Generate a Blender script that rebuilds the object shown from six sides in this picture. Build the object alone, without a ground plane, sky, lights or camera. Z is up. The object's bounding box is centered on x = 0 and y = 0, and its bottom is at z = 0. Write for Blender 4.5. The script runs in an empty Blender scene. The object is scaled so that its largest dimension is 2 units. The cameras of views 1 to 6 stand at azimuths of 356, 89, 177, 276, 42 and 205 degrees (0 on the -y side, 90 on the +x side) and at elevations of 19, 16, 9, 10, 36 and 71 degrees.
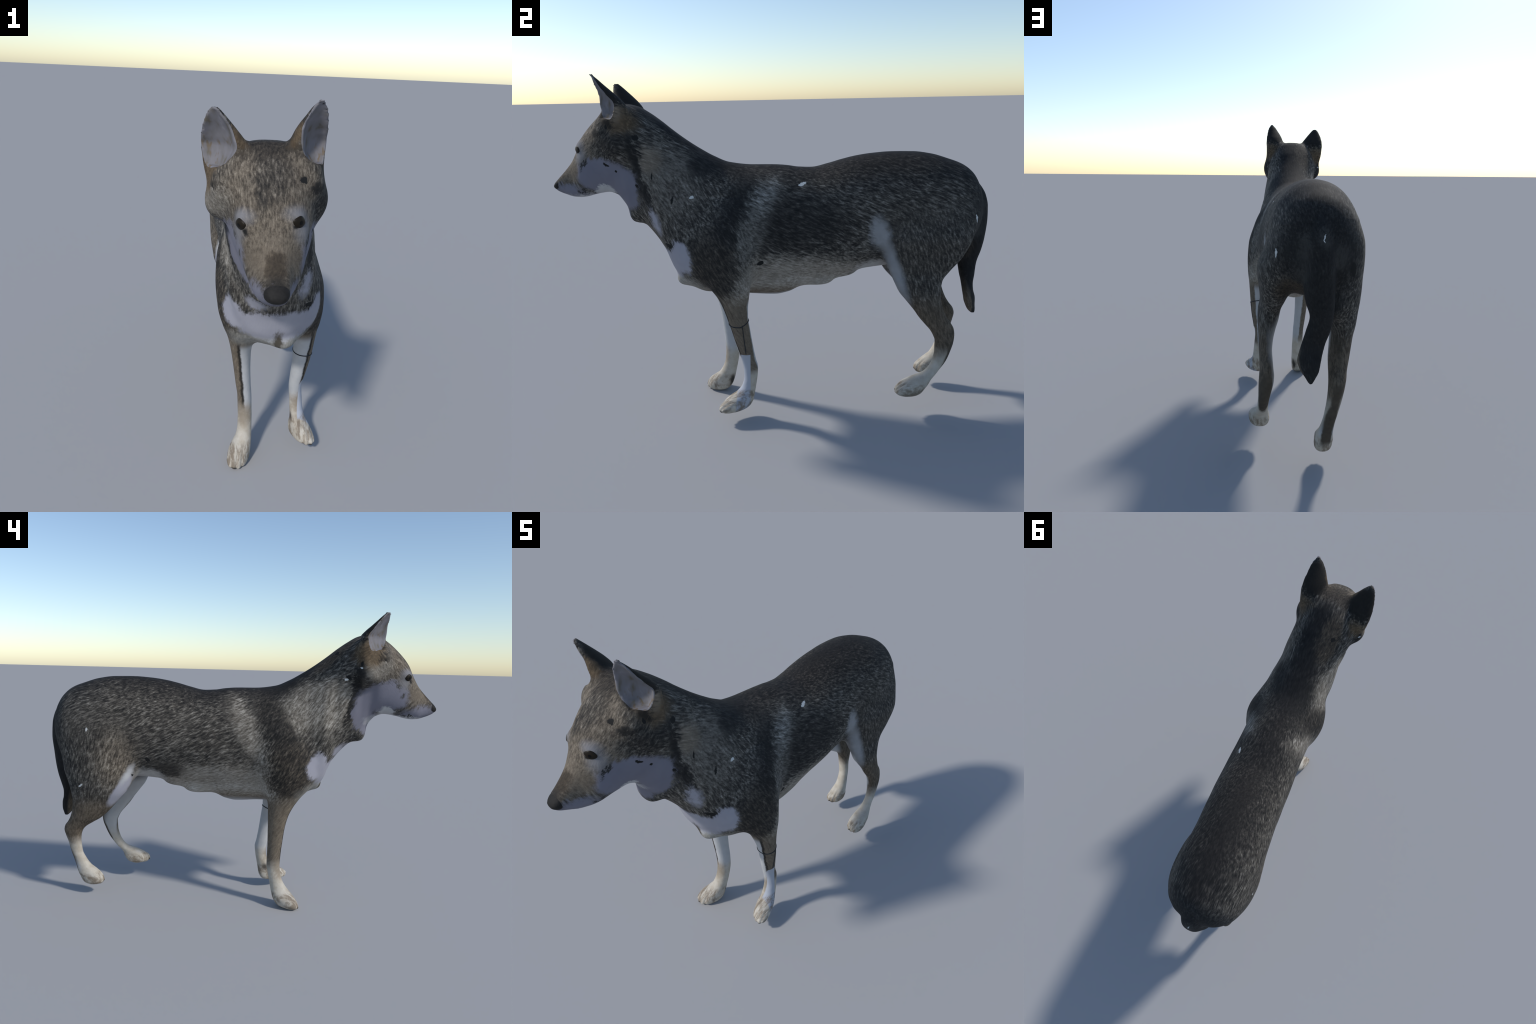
import bpy, math
import numpy as np

# =====================================================================
#  Standing wolf-like dog, built as a sum of smooth "lofted" solids:
#  trunk (torso + neck + skull) as vertical sections along y, limbs,
#  tail and ears as horizontal sections along z.  Solids are fused with
#  a smooth minimum, meshed, then split into anatomical parts.
# =====================================================================
H = 0.005
X = np.arange(-0.31, 0.305, H)
Y = np.arange(-1.045, 1.045, H)
Z = np.arange(-0.035, 1.60, H)
FAR = 0.3


def spline(t, pts):
    """Catmull-Rom style interpolation of columns over the first column."""
    pts = np.array(sorted(pts), float)
    x, v = pts[:, 0], pts[:, 1:]
    d = np.diff(v, axis=0) / np.diff(x)[:, None]
    m = np.vstack([d[:1], np.where(d[:-1] * d[1:] > 0, 2 * d[:-1] * d[1:] / (d[:-1] + d[1:] + 1e-12 * (np.abs(d[:-1] + d[1:]) < 1e-9)), 0.0), d[-1:]])
    t = np.clip(t, x[0], x[-1])
    i = np.clip(np.searchsorted(x, t) - 1, 0, len(x) - 2)
    h = (x[i + 1] - x[i])
    s = ((t - x[i]) / h)[:, None]
    h = h[:, None]
    return ((2 * s**3 - 3 * s**2 + 1) * v[i] + (s**3 - 2 * s**2 + s) * h * m[i]
            + (-2 * s**3 + 3 * s**2) * v[i + 1] + (s**3 - s**2) * h * m[i + 1])


def normalise(f):
    g = np.gradient(f, H)
    n = np.sqrt(g[0]**2 + g[1]**2 + g[2]**2)
    return f / np.maximum(n, 0.35)


def box(lo, hi):
    out = []
    for ax, a, b in zip((X, Y, Z), lo, hi):
        i0 = max(0, int(np.searchsorted(ax, a)) - 1)
        i1 = min(len(ax), int(np.searchsorted(ax, b)) + 1)
        out.append(slice(i0, i1))
    return tuple(out)


def embed(sl, f):
    full = np.full((len(X), len(Y), len(Z)), FAR, np.float32)
    full[sl] = np.minimum(f, FAR)
    return full


def trunk(stations, roll=None):
    """stations: y, top, bottom, cx_top, cx_bottom, half width top, half width bottom, exponents"""
    P = spline(Y, stations)[:, :, None]
    top, bot, cxt, cxb, wt, wb, nt, nb = [P[:, i] for i in range(8)]
    z = Z[None, :]
    mid, rz = (top + bot) / 2, (top - bot) / 2
    s = np.clip((z - bot) / (top - bot), 0, 1)
    k = s * s * (3 - 2 * s)
    n = nb + (nt - nb) * k
    w = wb + (wt - wb) * k
    cx = cxb + (cxt - cxb) * k
    dz = np.abs(z - mid) / rz
    x = X[:, None, None]
    rho = ((np.abs(x - cx) / w)**n + (dz**n))**(1 / n)
    f = (rho - 1) * np.minimum(w, rz)
    y = Y[None, :, None]
    ys = [q[0] for q in stations]
    f = np.maximum(f, np.maximum(min(ys) - y, y - max(ys)))
    return normalise(f.astype(np.float32))


def column(stations, pad=0.09):
    """stations: z, y front, y back, x low, x high, exponent, yaw (dx per dy)"""
    S = np.array(stations, float)
    sl = box((S[:, 3].min() - pad, S[:, 1].min() - pad, S[:, 0].min() - pad),
             (S[:, 4].max() + pad, S[:, 2].max() + pad, S[:, 0].max() + pad))
    x, y, z = X[sl[0]][:, None, None], Y[sl[1]][None, :, None], Z[sl[2]]
    P = spline(z, stations)[None, None, :, :]
    yf, yb, x0, x1, n, yaw = [P[..., i] for i in range(6)]
    z = z[None, None, :]
    cy, ry, cx, rx = (yf + yb) / 2, (yb - yf) / 2, (x0 + x1) / 2, (x1 - x0) / 2
    rho = ((np.abs(x - cx - yaw * (y - cy)) / rx)**n + (np.abs(y - cy) / ry)**n)**(1 / n)
    f = (rho - 1) * np.minimum(rx, ry)
    f = np.maximum(f, np.maximum(S[:, 0].min() - z, z - S[:, 0].max()))
    return sl, normalise(f.astype(np.float32))


def blob(c, r, tilt=0.0):
    """ellipsoid, tilted about x"""
    m = max(r) + 0.06
    sl = box([a - m for a in c], [a + m for a in c])
    x, y, z = X[sl[0]][:, None, None] - c[0], Y[sl[1]][None, :, None] - c[1], Z[sl[2]][None, None, :] - c[2]
    ca, sa = math.cos(math.radians(tilt)), math.sin(math.radians(tilt))
    y, z = ca * y + sa * z, -sa * y + ca * z
    rho = np.sqrt((x / r[0])**2 + (y / r[1])**2 + (z / r[2])**2)
    return sl, normalise(((rho - 1) * min(r)).astype(np.float32))


def smin(a, b, k):
    h = np.clip(0.5 + 0.5 * (b - a) / k, 0, 1)
    return b + (a - b) * h - k * h * (1 - h)


def add(F, part, k):
    sl, f = part
    F[sl] = smin(F[sl], f, k)


def carve(F, part, k):
    sl, f = part
    F[sl] = -smin(-F[sl], f, k)


# ---------------------------------------------------------------- profiles
TRUNK = [
    # y      top    bot    cxt    cxb    wt     wb   n top n bottom
    (-1.003, 1.086, 1.076, -.042, -.042, .016, .014, 2.200, 2.200),
    (-.995, 1.099, 1.068, -.042, -.042, .027, .023, 2.200, 2.200),
    (-.980, 1.115, 1.057, -.042, -.042, .035, .031, 2.200, 2.200),
    (-.950, 1.145, 1.044, -.043, -.044, .038, .042, 2.300, 2.400),
    (-.910, 1.190, 1.032, -.045, -.044, .046, .060, 2.400, 2.500),
    (-.880, 1.240, 1.030, -.046, -.041, .062, .073, 2.400, 2.500),
    (-.850, 1.298, 1.034, -.047, -.038, .088, .085, 2.400, 2.500),
    (-.800, 1.355, 1.046, -.049, -.039, .112, .099, 2.400, 2.500),
    (-.750, 1.398, 1.052, -.050, -.040, .132, .111, 2.500, 2.400),
    (-.710, 1.422, 1.040, -.050, -.036, .150, .116, 2.700, 2.300),
    (-.670, 1.434, .992, -.052, -.022, .158, .109, 2.800, 2.200),
    (-.640, 1.434, .940, -.050, -.017, .157, .108, 2.800, 2.100),
    (-.600, 1.425, .910, -.052, -.022, .158, .118, 2.700, 2.100),
    (-.550, 1.397, .860, -.051, -.010, .160, .132, 2.600, 2.200),
    (-.500, 1.362, .790, -.042, .006, .152, .152, 2.600, 2.200),
    (-.460, 1.330, .693, -.039, .011, .151, .167, 2.500, 2.200),
    (-.420, 1.300, .642, -.033, .026, .150, .180, 2.400, 2.200),
    (-.380, 1.272, .618, -.026, .034, .149, .191, 2.400, 2.200),
    (-.330, 1.240, .593, -.022, .032, .156, .198, 2.300, 2.100),
    (-.270, 1.206, .577, -.020, .009, .166, .196, 2.200, 2.000),
    (-.200, 1.177, .570, -.021, .007, .176, .192, 2.100, 1.850),
    (-.100, 1.164, .562, -.023, .019, .186, .173, 2.100, 1.630),
    (.000, 1.162, .555, -.023, .015, .188, .171, 2.100, 1.580),
    (.060, 1.157, .566, -.025, .013, .190, .173, 2.100, 1.580),
    (.110, 1.149, .588, -.027, .010, .193, .175, 2.100, 1.580),
    (.170, 1.146, .601, -.028, .004, .195, .177, 2.100, 1.580),
    (.250, 1.162, .618, -.030, -.004, .193, .180, 2.100, 1.690),
    (.310, 1.178, .638, -.034, -.010, .191, .185, 2.100, 1.800),
    (.380, 1.193, .662, -.039, -.017, .187, .188, 2.100, 1.900),
    (.450, 1.202, .672, -.043, -.027, .188, .190, 2.100, 2.000),
    (.540, 1.207, .680, -.049, -.040, .192, .188, 2.100, 2.100),
    (.640, 1.205, .700, -.052, -.044, .196, .192, 2.100, 2.100),
    (.720, 1.194, .715, -.050, -.046, .189, .194, 2.100, 2.200),
    (.800, 1.170, .735, -.050, -.046, .175, .188, 2.100, 2.200),
    (.860, 1.147, .760, -.049, -.046, .158, .174, 2.100, 2.200),
    (.905, 1.114, .790, -.046, -.045, .132, .148, 2.100, 2.200),
    (.935, 1.068, .830, -.048, -.044, .104, .112, 2.100, 2.200),
    (.955, 1.008, .880, -.048, -.045, .050, .060, 2.000, 2.000),
]

FORELEG_LEFT = [
    # z     front  back   x0     x1    n   yaw
    (.047, -.245, -.165, .175, .225, 2.200, -.450),
    (.054, -.270, -.140, .160, .238, 2.300, -.400),
    (.070, -.277, -.125, .154, .244, 2.400, -.350),
    (.090, -.262, -.116, .152, .240, 2.300, -.300),
    (.110, -.236, -.112, .151, .230, 2.200, -.200),
    (.132, -.195, -.108, .150, .216, 2.100, -.100),
    (.165, -.168, -.102, .147, .207, 2.100, .000),
    (.211, -.158, -.095, .144, .202, 2.100, .000),
    (.250, -.160, -.092, .140, .198, 2.100, .000),
    (.290, -.168, -.101, .137, .195, 2.100, .000),
    (.355, -.186, -.112, .138, .204, 2.100, .000),
    (.440, -.207, -.123, .140, .217, 2.100, .000),
    (.505, -.226, -.131, .138, .223, 2.100, .000),
    (.550, -.242, -.130, .128, .226, 2.100, .000),
    (.600, -.264, -.124, .112, .230, 2.100, .000),
    (.650, -.300, -.116, .090, .236, 2.100, .000),
    (.720, -.345, -.110, .060, .238, 2.100, .000),
    (.820, -.370, -.105, .030, .231, 2.100, .000),
    (.920, -.355, -.105, .020, .200, 2.100, .000),
    (.990, -.320, -.130, .020, .165, 2.100, .000),
    (1.040, -.280, -.160, .030, .100, 2.100, .000),
]
FORELEG_RIGHT = [
    # z     front  back   x0     x1    n   yaw
    (.001, -.352, -.280, -.118, -.062, 2.200, .300),
    (.008, -.366, -.256, -.128, -.050, 2.300, .280),
    (.024, -.362, -.236, -.136, -.042, 2.400, .250),
    (.047, -.349, -.223, -.134, -.038, 2.300, .200),
    (.072, -.325, -.215, -.120, -.034, 2.200, .100),
    (.102, -.294, -.208, -.102, -.033, 2.100, .000),
    (.140, -.271, -.200, -.096, -.033, 2.100, .000),
    (.180, -.259, -.192, -.095, -.033, 2.100, .000),
    (.226, -.255, -.184, -.097, -.035, 2.100, .000),
    (.284, -.258, -.185, -.100, -.038, 2.100, .000),
    (.352, -.265, -.187, -.110, -.044, 2.100, .000),
    (.438, -.276, -.187, -.122, -.049, 2.100, .000),
    (.504, -.292, -.186, -.132, -.050, 2.100, .000),
    (.560, -.318, -.185, -.142, -.046, 2.100, .000),
    (.610, -.352, -.178, -.154, -.036, 2.100, .000),
    (.670, -.400, -.168, -.174, -.020, 2.100, .000),
    (.740, -.425, -.160, -.192, .000, 2.100, .000),
    (.840, -.415, -.140, -.199, .000, 2.100, .000),
    (.940, -.380, -.135, -.193, .000, 2.100, .000),
    (1.000, -.340, -.150, -.170, -.020, 2.100, .000),
    (1.040, -.300, -.170, -.110, -.030, 2.100, .000),
]
HINDLEG_LEFT = [
    # z     front  back   x0     x1    n   yaw
    (.097, .590, .645, .158, .208, 2.200, -.100),
    (.105, .560, .668, .148, .222, 2.300, -.100),
    (.118, .545, .681, .141, .230, 2.400, -.100),
    (.134, .549, .692, .139, .231, 2.400, -.100),
    (.157, .574, .704, .141, .227, 2.300, .000),
    (.179, .622, .718, .144, .217, 2.200, .000),
    (.198, .673, .737, .146, .204, 2.100, .000),
    (.226, .702, .759, .147, .195, 2.100, .000),
    (.263, .720, .784, .144, .192, 2.100, .000),
    (.310, .730, .803, .135, .190, 2.100, .000),
    (.357, .730, .816, .125, .189, 2.100, .000),
    (.385, .720, .818, .123, .187, 2.100, .000),
    (.413, .703, .814, .126, .185, 2.100, .000),
    (.440, .680, .800, .128, .185, 2.100, .000),
    (.475, .650, .774, .130, .187, 2.100, .000),
    (.513, .623, .758, .126, .188, 2.100, .000),
    (.560, .585, .745, .114, .190, 2.100, .000),
    (.600, .553, .742, .100, .192, 2.100, .000),
    (.645, .531, .748, .090, .190, 2.100, .000),
    (.690, .512, .783, .072, .182, 2.250, .000),
    (.750, .494, .836, .047, .187, 2.350, .000),
    (.830, .490, .877, .020, .195, 2.350, .000),
    (.930, .530, .900, .000, .157, 2.350, .000),
    (1.010, .590, .860, .000, .110, 2.100, .000),
]
HINDLEG_RIGHT = [
    # z     front  back   x0     x1    n   yaw
    (.060, .752, .812, -.112, -.064, 2.200, .100),
    (.067, .729, .832, -.121, -.054, 2.300, .100),
    (.082, .717, .845, -.127, -.049, 2.400, .100),
    (.100, .720, .853, -.129, -.049, 2.400, .100),
    (.122, .735, .860, -.128, -.051, 2.300, .000),
    (.142, .756, .867, -.125, -.056, 2.200, .000),
    (.168, .790, .873, -.123, -.063, 2.100, .000),
    (.206, .814, .881, -.126, -.072, 2.100, .000),
    (.252, .831, .891, -.135, -.080, 2.100, .000),
    (.303, .832, .897, -.148, -.088, 2.100, .000),
    (.346, .827, .909, -.156, -.092, 2.100, .000),
    (.378, .815, .916, -.162, -.094, 2.100, .000),
    (.402, .794, .910, -.168, -.096, 2.100, .000),
    (.430, .751, .889, -.175, -.099, 2.100, .000),
    (.460, .702, .871, -.186, -.103, 2.100, .000),
    (.515, .642, .852, -.201, -.113, 2.100, .000),
    (.560, .600, .846, -.211, -.119, 2.100, .000),
    (.610, .555, .852, -.226, -.108, 2.100, .000),
    (.660, .525, .870, -.234, -.077, 2.100, .000),
    (.710, .505, .888, -.242, -.050, 2.100, .000),
    (.780, .498, .896, -.248, -.046, 2.100, .000),
    (.860, .500, .905, -.250, -.050, 2.100, .000),
    (.950, .530, .900, -.244, -.060, 2.100, .000),
    (1.030, .590, .860, -.205, -.070, 2.100, .000),
]
TAIL = [
    # z     front  back   x0     x1    n   yaw
    (.424, .955, .972, -.016, -.002, 2.000, -.000),
    (.440, .938, .974, -.025, .008, 2.100, -.233),
    (.470, .918, .973, -.034, .024, 2.200, -.700),
    (.505, .905, .970, -.040, .032, 2.300, -.700),
    (.545, .902, .958, -.054, .027, 2.300, -.583),
    (.580, .900, .954, -.068, .020, 2.300, -.311),
    (.620, .895, .960, -.086, .010, 2.300, -.000),
    (.680, .885, .972, -.098, -.006, 2.300, -.000),
    (.740, .875, .984, -.102, .011, 2.300, -.000),
    (.800, .870, .992, -.102, .020, 2.300, -.000),
    (.880, .860, 1.000, -.100, .014, 2.300, -.000),
    (.950, .850, .996, -.098, .014, 2.300, -.000),
    (1.000, .840, .984, -.093, .008, 2.200, -.000),
    (1.040, .830, .962, -.086, -.004, 2.100, -.000),
    (1.075, .820, .926, -.076, -.014, 2.000, -.000),
    (1.105, .800, .870, -.066, -.026, 2.000, -.000),
]
EAR_LEFT = [
    # z     front  back   x0     x1    n   yaw
    (1.300, -.690, -.640, .065, .100, 2.100, .280),
    (1.340, -.705, -.620, .040, .108, 2.100, .280),
    (1.380, -.718, -.610, .012, .110, 2.100, .280),
    (1.410, -.728, -.612, .003, .110, 2.100, .280),
    (1.435, -.741, -.622, .004, .112, 2.100, .280),
    (1.465, -.743, -.648, .012, .111, 2.100, .280),
    (1.490, -.750, -.676, .023, .106, 2.100, .280),
    (1.515, -.758, -.703, .038, .102, 2.100, .280),
    (1.535, -.759, -.724, .050, .096, 2.100, .280),
    (1.550, -.759, -.740, .062, .088, 2.000, .280),
    (1.559, -.758, -.747, .069, .081, 2.000, .280),
]
EAR_RIGHT = [
    # z     front  back   x0     x1    n   yaw
    (1.280, -.680, -.630, -.215, -.180, 2.100, -.520),
    (1.320, -.695, -.608, -.228, -.155, 2.100, -.520),
    (1.360, -.708, -.596, -.236, -.132, 2.100, -.520),
    (1.390, -.716, -.600, -.240, -.122, 2.100, -.520),
    (1.415, -.723, -.608, -.244, -.122, 2.100, -.520),
    (1.440, -.729, -.626, -.245, -.134, 2.100, -.520),
    (1.465, -.730, -.650, -.244, -.152, 2.100, -.520),
    (1.490, -.735, -.676, -.238, -.172, 2.100, -.520),
    (1.507, -.737, -.694, -.233, -.186, 2.100, -.520),
    (1.520, -.737, -.708, -.226, -.197, 2.000, -.520),
    (1.527, -.732, -.715, -.217, -.205, 2.000, -.520),
]


def inner(ear, z0, toward, z_thick):
    """cavity of an ear: the outline shrunk and slid out through the opening,
    which leaves a cup with thin lips; thicker flesh on the inner side below"""
    out = []
    for z, yf, yb, x0, x1, n, yaw in ear:
        if z < z0 or x1 - x0 < .018:
            continue
        b = min(1.0, max(z - z0, .002) / 0.075) ** 0.6
        cx, cy, rx, ry = (x0 + x1) / 2, (yf + yb) / 2, (x1 - x0) / 2, (yb - yf) / 2
        flesh = .010 * min(1.0, max(0.0, (z_thick - z) / .07))
        slide = ry * .54 + .004
        cx += toward[0] * slide + math.copysign(flesh, toward[0])
        cy += toward[1] * slide
        rx, ry = (rx * .93 - .002 - flesh) * b, max(ry * 1.0 * b, .006)
        out.append((z, cy - ry, cy + ry, cx - rx, cx + rx, 2.0, yaw))
    return out


def build_field():
    F = trunk(TRUNK)
    torso_field = F.copy()
    # cheek ruff behind the jaw and soft brow
    add(F, blob((.086, -.660, 1.268), (.040, .050, .052)), .06)
    add(F, blob((-.195, -.652, 1.253), (.042, .050, .052)), .06)
    add(F, blob((.002, -.842, 1.258), (.022, .022, .016)), .03)
    add(F, blob((-.118, -.832, 1.244), (.022, .022, .016)), .03)
    add(F, blob((.058, -.722, 1.335), (.034, .036, .050)), .05)
    add(F, blob((-.178, -.712, 1.318), (.034, .036, .050)), .05)
    # flesh between tail root and right thigh
    add(F, blob((-.108, .862, .722), (.034, .042, .066)), .05)
    # throat lump, breast keel, belly folds
    add(F, blob((-.034, -.628, .950), (.050, .028, .034)), .05)
    add(F, blob((.060, -.410, .662), (.034, .040, .026), 20), .04)
    add(F, blob((-.01, .215, .621), (.050, .045, .018)), .05)
    add(F, blob((-.02, .330, .661), (.045, .040, .018)), .05)
    limbs = {}
    for name, st, k in (("foreleg_l", FORELEG_LEFT, .045), ("foreleg_r", FORELEG_RIGHT, .045),
                        ("hind_l", HINDLEG_LEFT, .04), ("hind_r", HINDLEG_RIGHT, .04), ("tail", TAIL, .014)):
        p = column(st)
        limbs[name] = p
        add(F, p, k)
    for name, st in (("ear_l", EAR_LEFT), ("ear_r", EAR_RIGHT)):
        p = column(st)
        limbs[name] = p
        add(F, p, .03)
    cav_l = column(inner(EAR_LEFT, 1.355, (.30, -.95), 1.50), .05)
    cav_r = column(inner(EAR_RIGHT, 1.335, (-.50, -.87), 1.475), .05)
    limbs["cav_l"], limbs["cav_r"] = cav_l, cav_r
    carve(F, cav_l, .008)
    carve(F, cav_r, .008)
    return F, torso_field, limbs


# ---------------------------------------------------------------- meshing
def surface_nets(F):
    inside = F < 0
    nx, ny, nz = F.shape
    c = np.zeros((nx - 1, ny - 1, nz - 1), np.uint8)
    for i in (0, 1):
        for j in (0, 1):
            for k in (0, 1):
                c += inside[i:nx - 1 + i, j:ny - 1 + j, k:nz - 1 + k]
    I, J, K = np.nonzero((c > 0) & (c < 8))
    idx = np.full(c.shape, -1, np.int32)
    idx[I, J, K] = np.arange(len(I))
    acc = np.zeros((len(I), 3))
    cnt = np.zeros(len(I))
    corners = [(i, j, k) for i in (0, 1) for j in (0, 1) for k in (0, 1)]
    for a in corners:
        for ax in range(3):
            if a[ax]:
                continue
            b = list(a)
            b[ax] = 1
            fa = F[I + a[0], J + a[1], K + a[2]]
            fb = F[I + b[0], J + b[1], K + b[2]]
            m = (fa < 0) != (fb < 0)
            t = np.where(m, fa / np.where(m, fa - fb, 1), 0)
            p = np.tile(np.array(a, float), (len(I), 1))
            p[:, ax] += t
            acc[m] += p[m]
            cnt[m] += 1
    V = np.stack([I, J, K], 1) + acc / cnt[:, None]
    V = V * H + np.array([X[0], Y[0], Z[0]])
    quads = []
    for ax in range(3):
        o = [(1, 2), (2, 0), (0, 1)][ax]
        lo = [slice(None)] * 3
        hi = [slice(None)] * 3
        lo[ax], hi[ax] = slice(0, -1), slice(1, None)
        cross = inside[tuple(lo)] != inside[tuple(hi)]
        P = np.array(np.nonzero(cross)).T
        ok = (P[:, o[0]] > 0) & (P[:, o[1]] > 0)
        P = P[ok]
        flip = inside[tuple(P.T)]
        e1 = np.eye(3, dtype=int)[o[0]]
        e2 = np.eye(3, dtype=int)[o[1]]
        q = [idx[tuple((P - d).T)] for d in (e1 * 0, e1, e1 + e2, e2)]
        q = np.stack(q, 1)
        q[~flip] = q[~flip][:, ::-1]
        quads.append(q)
    return V, np.vstack(quads)


def smooth(V, Q, rounds):
    E = np.vstack([Q[:, [0, 1]], Q[:, [1, 2]], Q[:, [2, 3]], Q[:, [3, 0]]])
    n = len(V)
    deg = np.bincount(E[:, 0], minlength=n) + np.bincount(E[:, 1], minlength=n)
    for lam in [.5, -.52] * rounds:
        L = np.stack([np.bincount(E[:, 0], V[E[:, 1], i], n) + np.bincount(E[:, 1], V[E[:, 0], i], n) for i in range(3)], 1)
        V = V + lam * (L / deg[:, None] - V)
    return V


def vertex_normals(V, Q):
    fn = np.cross(V[Q[:, 2]] - V[Q[:, 0]], V[Q[:, 3]] - V[Q[:, 1]])
    N = np.stack([sum(np.bincount(Q[:, j], fn[:, i], len(V)) for j in range(4)) for i in range(3)], 1)
    return N / np.maximum(np.linalg.norm(N, axis=1), 1e-9)[:, None]


def sample(part, P):
    """nearest-cell lookup of a part's field at points"""
    sl, f = part
    out = np.full(len(P), FAR)
    ijk = [np.round((P[:, a] - ax[0]) / H).astype(int) - sl[a].start for a, ax in enumerate((X, Y, Z))]
    ok = np.ones(len(P), bool)
    for a in range(3):
        ok &= (ijk[a] >= 0) & (ijk[a] < f.shape[a])
    out[ok] = f[ijk[0][ok], ijk[1][ok], ijk[2][ok]]
    return out


F, torso_field, limbs = build_field()
V, Q = surface_nets(F)
# keep only the connected body (drop stray crumbs)
lab = np.arange(len(V))
while True:
    m = lab[Q].min(axis=1)
    new = lab.copy()
    for j in range(4):
        np.minimum.at(new, Q[:, j], m)
    new = new[new]
    if (new == lab).all():
        break
    lab = new
main = np.bincount(lab).argmax()
Q = Q[lab[Q[:, 0]] == main]
V = smooth(V, Q, 6)
N = vertex_normals(V, Q)

# ---------------------------------------------------------------- regions
C = V[Q].mean(axis=1)
CN = N[Q].mean(axis=1)
x, y, z = C.T
region = np.full(len(Q), "torso", dtype="<U16")
region[y < -.375 - .30 * (z - 1.0)] = "neck"
region[(y < -.615 + .30 * (z - 1.25)) & (z > .99)] = "head"
fl, fr, hl, hr, tl = [sample(limbs[k], C) for k in ("foreleg_l", "foreleg_r", "hind_l", "hind_r", "tail")]
region[(fl < .012) & (z < .66 + .1 * (y + .2)) & (y < 0)] = "forelimb_l"
region[(fr < .012) & (z < .66 + .1 * (y + .2)) & (y < 0)] = "forelimb_r"
region[(hl < .012) & (z < .74) & (x > -.005) & (y > .3)] = "hindlimb_l"
region[(hr < .012) & (z < .74) & (x < -.005) & (y > .3) & ~((tl < .004) & (hr > .0))] = "hindlimb_r"
region[(tl < .008) & (y > .86) & (z < 1.0) & (tl < np.minimum(hl, hr))] = "tail"
region[(region == "forelimb_l") & (z < .125)] = "paw_fl"
region[(region == "forelimb_r") & (z < .085)] = "paw_fr"
region[(region == "hindlimb_l") & (z < .17) & (y < .70)] = "paw_hl"
region[(region == "hindlimb_r") & (z < .16) & (y < .84)] = "paw_hr"
el, er, cl, cr = [sample(limbs[k], C) for k in ("ear_l", "ear_r", "cav_l", "cav_r")]
region[(el < .012) & (z > 1.405) & (x > -.02)] = "ear_l"
region[(er < .012) & (z > 1.385) & (x < -.10)] = "ear_r"
region[(cl < .006) & (el < .004) & (CN[:, 1] < .35)] = "inner_l"
region[(cr < .006) & (er < .004) & (CN[:, 1] < .35)] = "inner_r"
region[(y + .25 * (z - 1.08) < -.972) & (z > 1.064 + (y + 1.0) * .5)] = "nose"


def fair_border(tags, rounds):
    """even out the stair-stepped border of some regions"""
    inside = np.isin(region, tags)
    E = np.sort(np.vstack([Q[:, [0, 1]], Q[:, [1, 2]], Q[:, [2, 3]], Q[:, [3, 0]]]), axis=1)
    key = E[:, 0].astype(np.int64) * len(V) + E[:, 1]
    owner = np.tile(inside, 4).astype(int)
    u, inv, cnt = np.unique(key, return_inverse=True, return_counts=True)
    tot = np.bincount(inv, owner)
    edge = u[(cnt == 2) & (tot == 1)]
    a, b = edge // len(V), edge % len(V)
    deg = np.bincount(a, minlength=len(V)) + np.bincount(b, minlength=len(V))
    on = deg > 0
    for _ in range(rounds):
        L = np.stack([np.bincount(a, V[b, i], len(V)) + np.bincount(b, V[a, i], len(V)) for i in range(3)], 1)
        V[on] = .5 * V[on] + .5 * L[on] / deg[on, None]


fair_border(["inner_l", "inner_r"], 8)
fair_border(["nose"], 8)

# toes: shallow grooves on the front of each paw
for tag, heel, tip in (("paw_fl", (.195, -.130), (.226, -.275)), ("paw_fr", (-.077, -.225), (-.100, -.366)),
                       ("paw_hl", (.186, .690), (.183, .547)), ("paw_hr", (-.090, .850), (-.090, .718))):
    ids = np.unique(Q[region == tag])
    ax = np.array(tip) - np.array(heel)
    length = np.linalg.norm(ax)
    ax = ax / length
    rel = V[ids, :2] - np.array(heel)
    along = rel @ ax / length
    side = (rel[:, 0] * -ax[1] + rel[:, 1] * ax[0]) / .042
    front = np.clip((along - .50) / .35, 0, 1)
    groove = sum(np.exp(-((side - c) / .13)**2) for c in (-.52, 0, .52))
    V[ids] -= N[ids] * (front * groove * .0042)[:, None]
N = vertex_normals(V, Q)


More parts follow.
